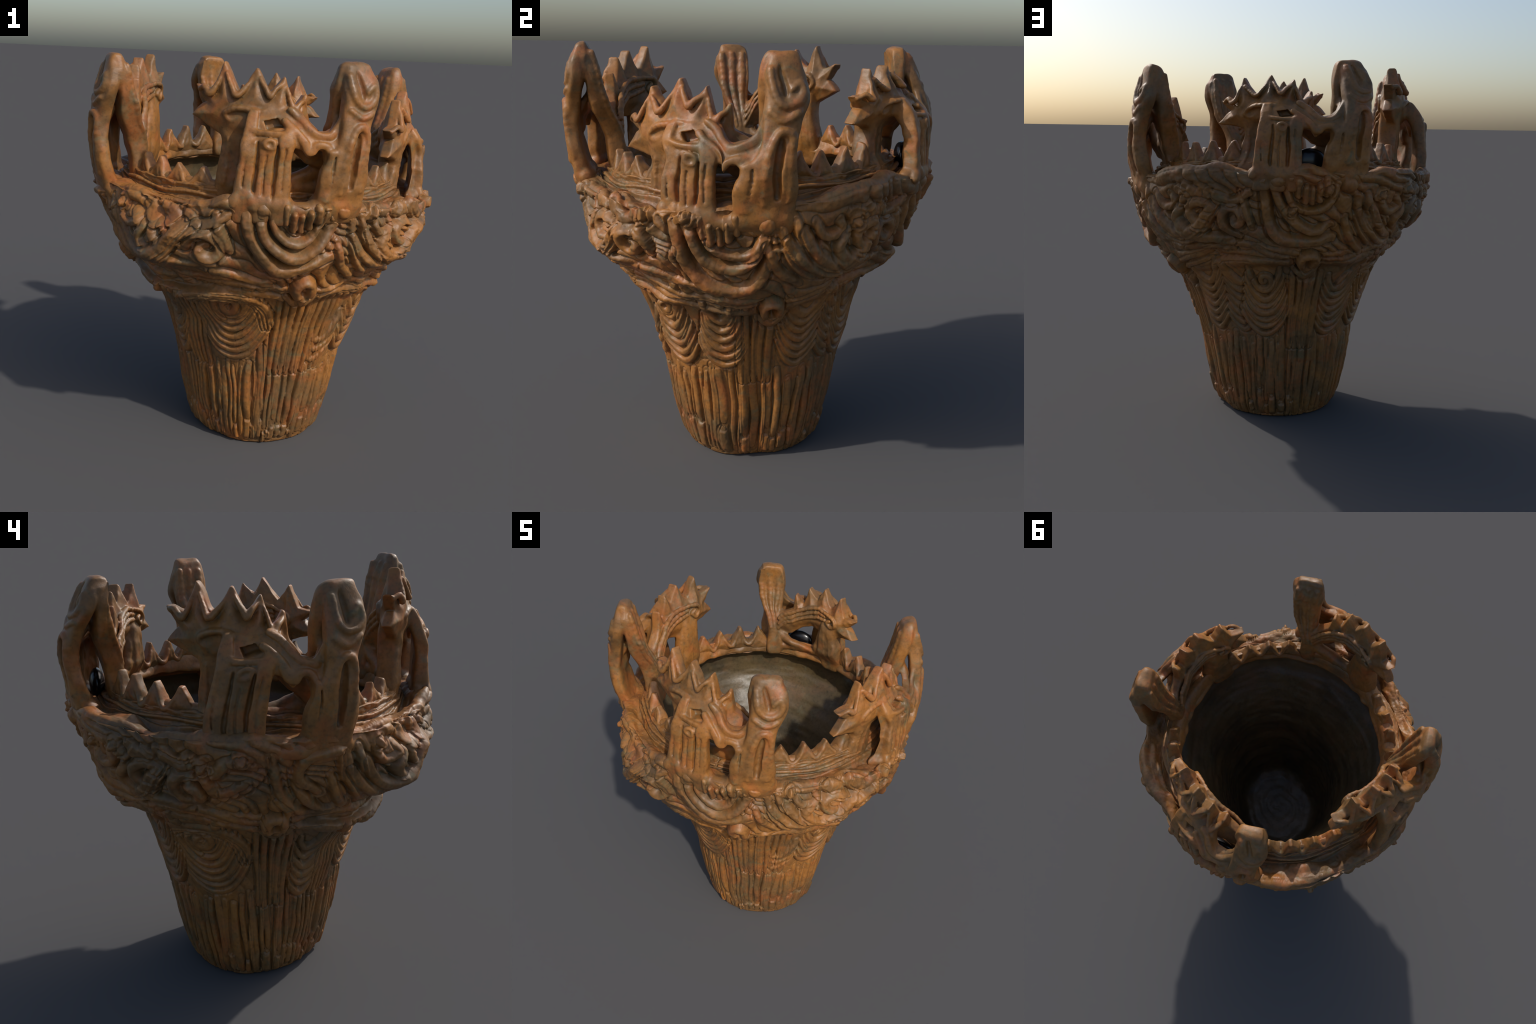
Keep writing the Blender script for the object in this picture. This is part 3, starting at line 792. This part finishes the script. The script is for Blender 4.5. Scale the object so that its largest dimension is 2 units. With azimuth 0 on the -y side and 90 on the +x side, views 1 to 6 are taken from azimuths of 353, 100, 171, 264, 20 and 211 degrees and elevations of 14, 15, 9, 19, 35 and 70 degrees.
    for x, z0_, z1_, rr_ in ((-33.6, 1.66, 1.47, .846), (-27.9, 1.60, 1.44, .850), (-22.5, 1.63, 1.46, .860), (-8.2, 1.60, 1.45, .884), (-33.0, 1.74, 1.70, .826)):
        cl.rod([(x, rr_, z0_, .004, .009), (x - .4, rr_ + .003, .5 * (z0_ + z1_), .006, .010), (x - .5, rr_, z1_, .004, .009)], PANEL, .003, cut=True)
    # small lumps where the uprights meet the sill
    for x in (-36, -32, -29.5, -25.5, -21.5, -10, -6.5, -2.5, 1.5):
        cl.rod([(x, .836, 1.425 + rng.uniform(-.012, .012), .018, .016), (x + rng.uniform(-1.4, 1.4), .840, 1.385, .022, .018)], PANEL, .008)

    v, f, lab = cl.surface()
    v = relax(v.astype(float), f, 1)
    # hand-made unevenness, then the handle's own proportions
    nz = np.stack([0.006 * noise3(v, 11, 20 + hi * 3 + k) + 0.003 * noise3(v, 26, 40 + hi * 3 + k) for k in range(3)], 1)
    v = v + nz
    P = HANDLES[hi]
    d, r, z = v[:, 0] / SR / DEG, v[:, 1], v[:, 2]
    w = smooth01(-14, -4, d)
    zc = np.interp(z, *zip(*P["zc"])) - P["tilt"] * np.clip(-31 - d, 0, 40) * smooth01(1.52, 1.68, z)
    zh = np.interp(z, *zip(*P["zh"]))
    z2 = zc * (1 - w) + zh * w
    inner = smooth01(.80, .72, r) * (1 - w)
    hornr = P["rlow"] + (P["rtop"] - P["rlow"]) * smooth01(1.66, 1.97, z)
    keep = smooth01(1.40, 1.52, z)
    inleg = w * smooth01(.76, .70, r)
    r2 = r + keep * (P["rc"] * inner + hornr * (w * (1 - .6 * inleg) + (1 - w) * smooth01(.76, .80, r) * .6))
    inleg = smooth01(-10, -5, d) * smooth01(.80, .75, r) * smooth01(1.60, 1.74, z)
    r2 = r2 + (.018, .004, .004, .018)[hi] * inleg - .012 * smooth01(-12, -6, d) * smooth01(.80, .84, r) * smooth01(1.62, 1.74, z)
    side = smooth01(-14, -19, d) * smooth01(.76, .80, r)
    squeeze = (0.0, 3.2, 0.3, -2.6 * smooth01(1.72, 1.45, z))[hi] * side * smooth01(1.74, 1.66, z)
    A = (HORN_AZ[hi] + d + squeeze + (0.0, 1.6, 1.0, -1.0)[hi] * smooth01(-12, -6, d)) * DEG
    wv = np.stack([r2 * np.sin(A), -r2 * np.cos(A), z2], 1)
    n = vertex_normals(wv, f)
    if (n * np.stack([np.sin(A), -np.cos(A), 0 * A], 1)).sum(1)[r > .86].mean() < 0:
        f = f[:, ::-1]
        n = -n
    fl = np.sort(lab[f], axis=1)[:, 1]
    root = make_object("crown_handle", wv, f[fl == PANEL], n, CLAY, pot)
    for part, nm in ((HORN, "horn"), (CREST, "crest"), (POST, "post"), *((SPIKE0 + i, "spike") for i in range(len(SPIKES)))):
        if (fl == part).any():
            make_object(nm, wv, f[fl == part], n, CLAY, root)
    return root


handles = [build_handle(i) for i in range(4)]

# ----------------------------------------------------------------- toothed combs of the rim, between the handles
TEETH = ((28.7, 40.2, 51.2, 62.0), (118.9, 127.5, 138.8, 149.5), (205.2, 216.8, 227.5, 238.6), (294.8, 305.8, 317.0, 328.6))
for gi, group in enumerate(TEETH):
    mid_az = .5 * (group[0] + group[-1])
    c_ = lambda a: math.cos((a - 185) * DEG)
    tips = [(t - mid_az + rng.uniform(-.5, .5), 1.556 + .042 * c_(t) + rng.uniform(-.012, .008)) for t in group]
    xs = [t - mid_az for t in group]
    nx = [xs[0] - 6.0] + [.5 * (a + b) + rng.uniform(-.5, .5) for a, b in zip(xs, xs[1:])] + [xs[-1] + 6.0]
    notches = [(x, 1.464 + .032 * c_(x + mid_az) + rng.uniform(-.006, .006)) for x in nx]
    cl = Clay(((xs[0] - 14) * DEG * SR, 0.56, 1.36), ((xs[-1] + 14) * DEG * SR, 0.76, 1.64))
    low = 1.425 + .032 * c_(mid_az)
    line = comb_outline(tips, notches, chop=.45, round_=1.2) + [(xs[-1] + 10, notches[-1][1] - .03), (xs[-1] + 10, low), (xs[0] - 10, low), (xs[0] - 10, notches[0][1] - .03)]
    rin = .648 + (.008 if gi == 2 else 0)
    cl.plate(line, ((-40, rin), (40, rin)), .038, .022, 0, .01, .07, [(1 + k, (notches[k], tips[k], notches[k + 1])) for k in range(4)])
    for a, b, n_ in zip(tips, tips[1:], notches[1:-1]):     # rounded lip round each notch, on both faces
        for rr_, sg in ((rin + .026, 1), (rin - .026, -1)):
            cl.rod([(.75 * a[0] + .25 * n_[0], rr_ - .006 * sg, .6 * a[1] + .4 * n_[1] - .012, .010, .008), (n_[0] - 1.8, rr_, n_[1] - .002, .012, .010), (n_[0], rr_ + .004 * sg, n_[1] - .016, .014, .011), (n_[0] + 1.8, rr_, n_[1] - .002, .012, .010), (.75 * b[0] + .25 * n_[0], rr_ - .006 * sg, .6 * b[1] + .4 * n_[1] - .012, .010, .008)], 0, .008)
    v, f, lab = cl.surface()
    v = relax(v.astype(float), f, 1)
    v = v + np.stack([0.006 * noise3(v, 14, 80 + gi * 3 + k) + 0.003 * noise3(v, 33, 95 + gi * 3 + k) for k in range(3)], 1)
    A = (mid_az + v[:, 0] / SR / DEG) * DEG
    wv = np.stack([v[:, 1] * np.sin(A), -v[:, 1] * np.cos(A), v[:, 2]], 1)
    n = vertex_normals(wv, f)
    out = np.stack([np.sin(A), -np.cos(A), 0 * A], 1)
    if (n * out).sum(1)[v[:, 1] > rin + .02].mean() < 0:
        f, n = f[:, ::-1], -n
    fl = np.sort(lab[f], axis=1)[:, 1]
    comb = make_object("rim_comb", wv, f[fl == 0], n, CLAY, pot)
    for k in range(4):
        make_object("tooth", wv, f[fl == 1 + k], n, CLAY, comb)

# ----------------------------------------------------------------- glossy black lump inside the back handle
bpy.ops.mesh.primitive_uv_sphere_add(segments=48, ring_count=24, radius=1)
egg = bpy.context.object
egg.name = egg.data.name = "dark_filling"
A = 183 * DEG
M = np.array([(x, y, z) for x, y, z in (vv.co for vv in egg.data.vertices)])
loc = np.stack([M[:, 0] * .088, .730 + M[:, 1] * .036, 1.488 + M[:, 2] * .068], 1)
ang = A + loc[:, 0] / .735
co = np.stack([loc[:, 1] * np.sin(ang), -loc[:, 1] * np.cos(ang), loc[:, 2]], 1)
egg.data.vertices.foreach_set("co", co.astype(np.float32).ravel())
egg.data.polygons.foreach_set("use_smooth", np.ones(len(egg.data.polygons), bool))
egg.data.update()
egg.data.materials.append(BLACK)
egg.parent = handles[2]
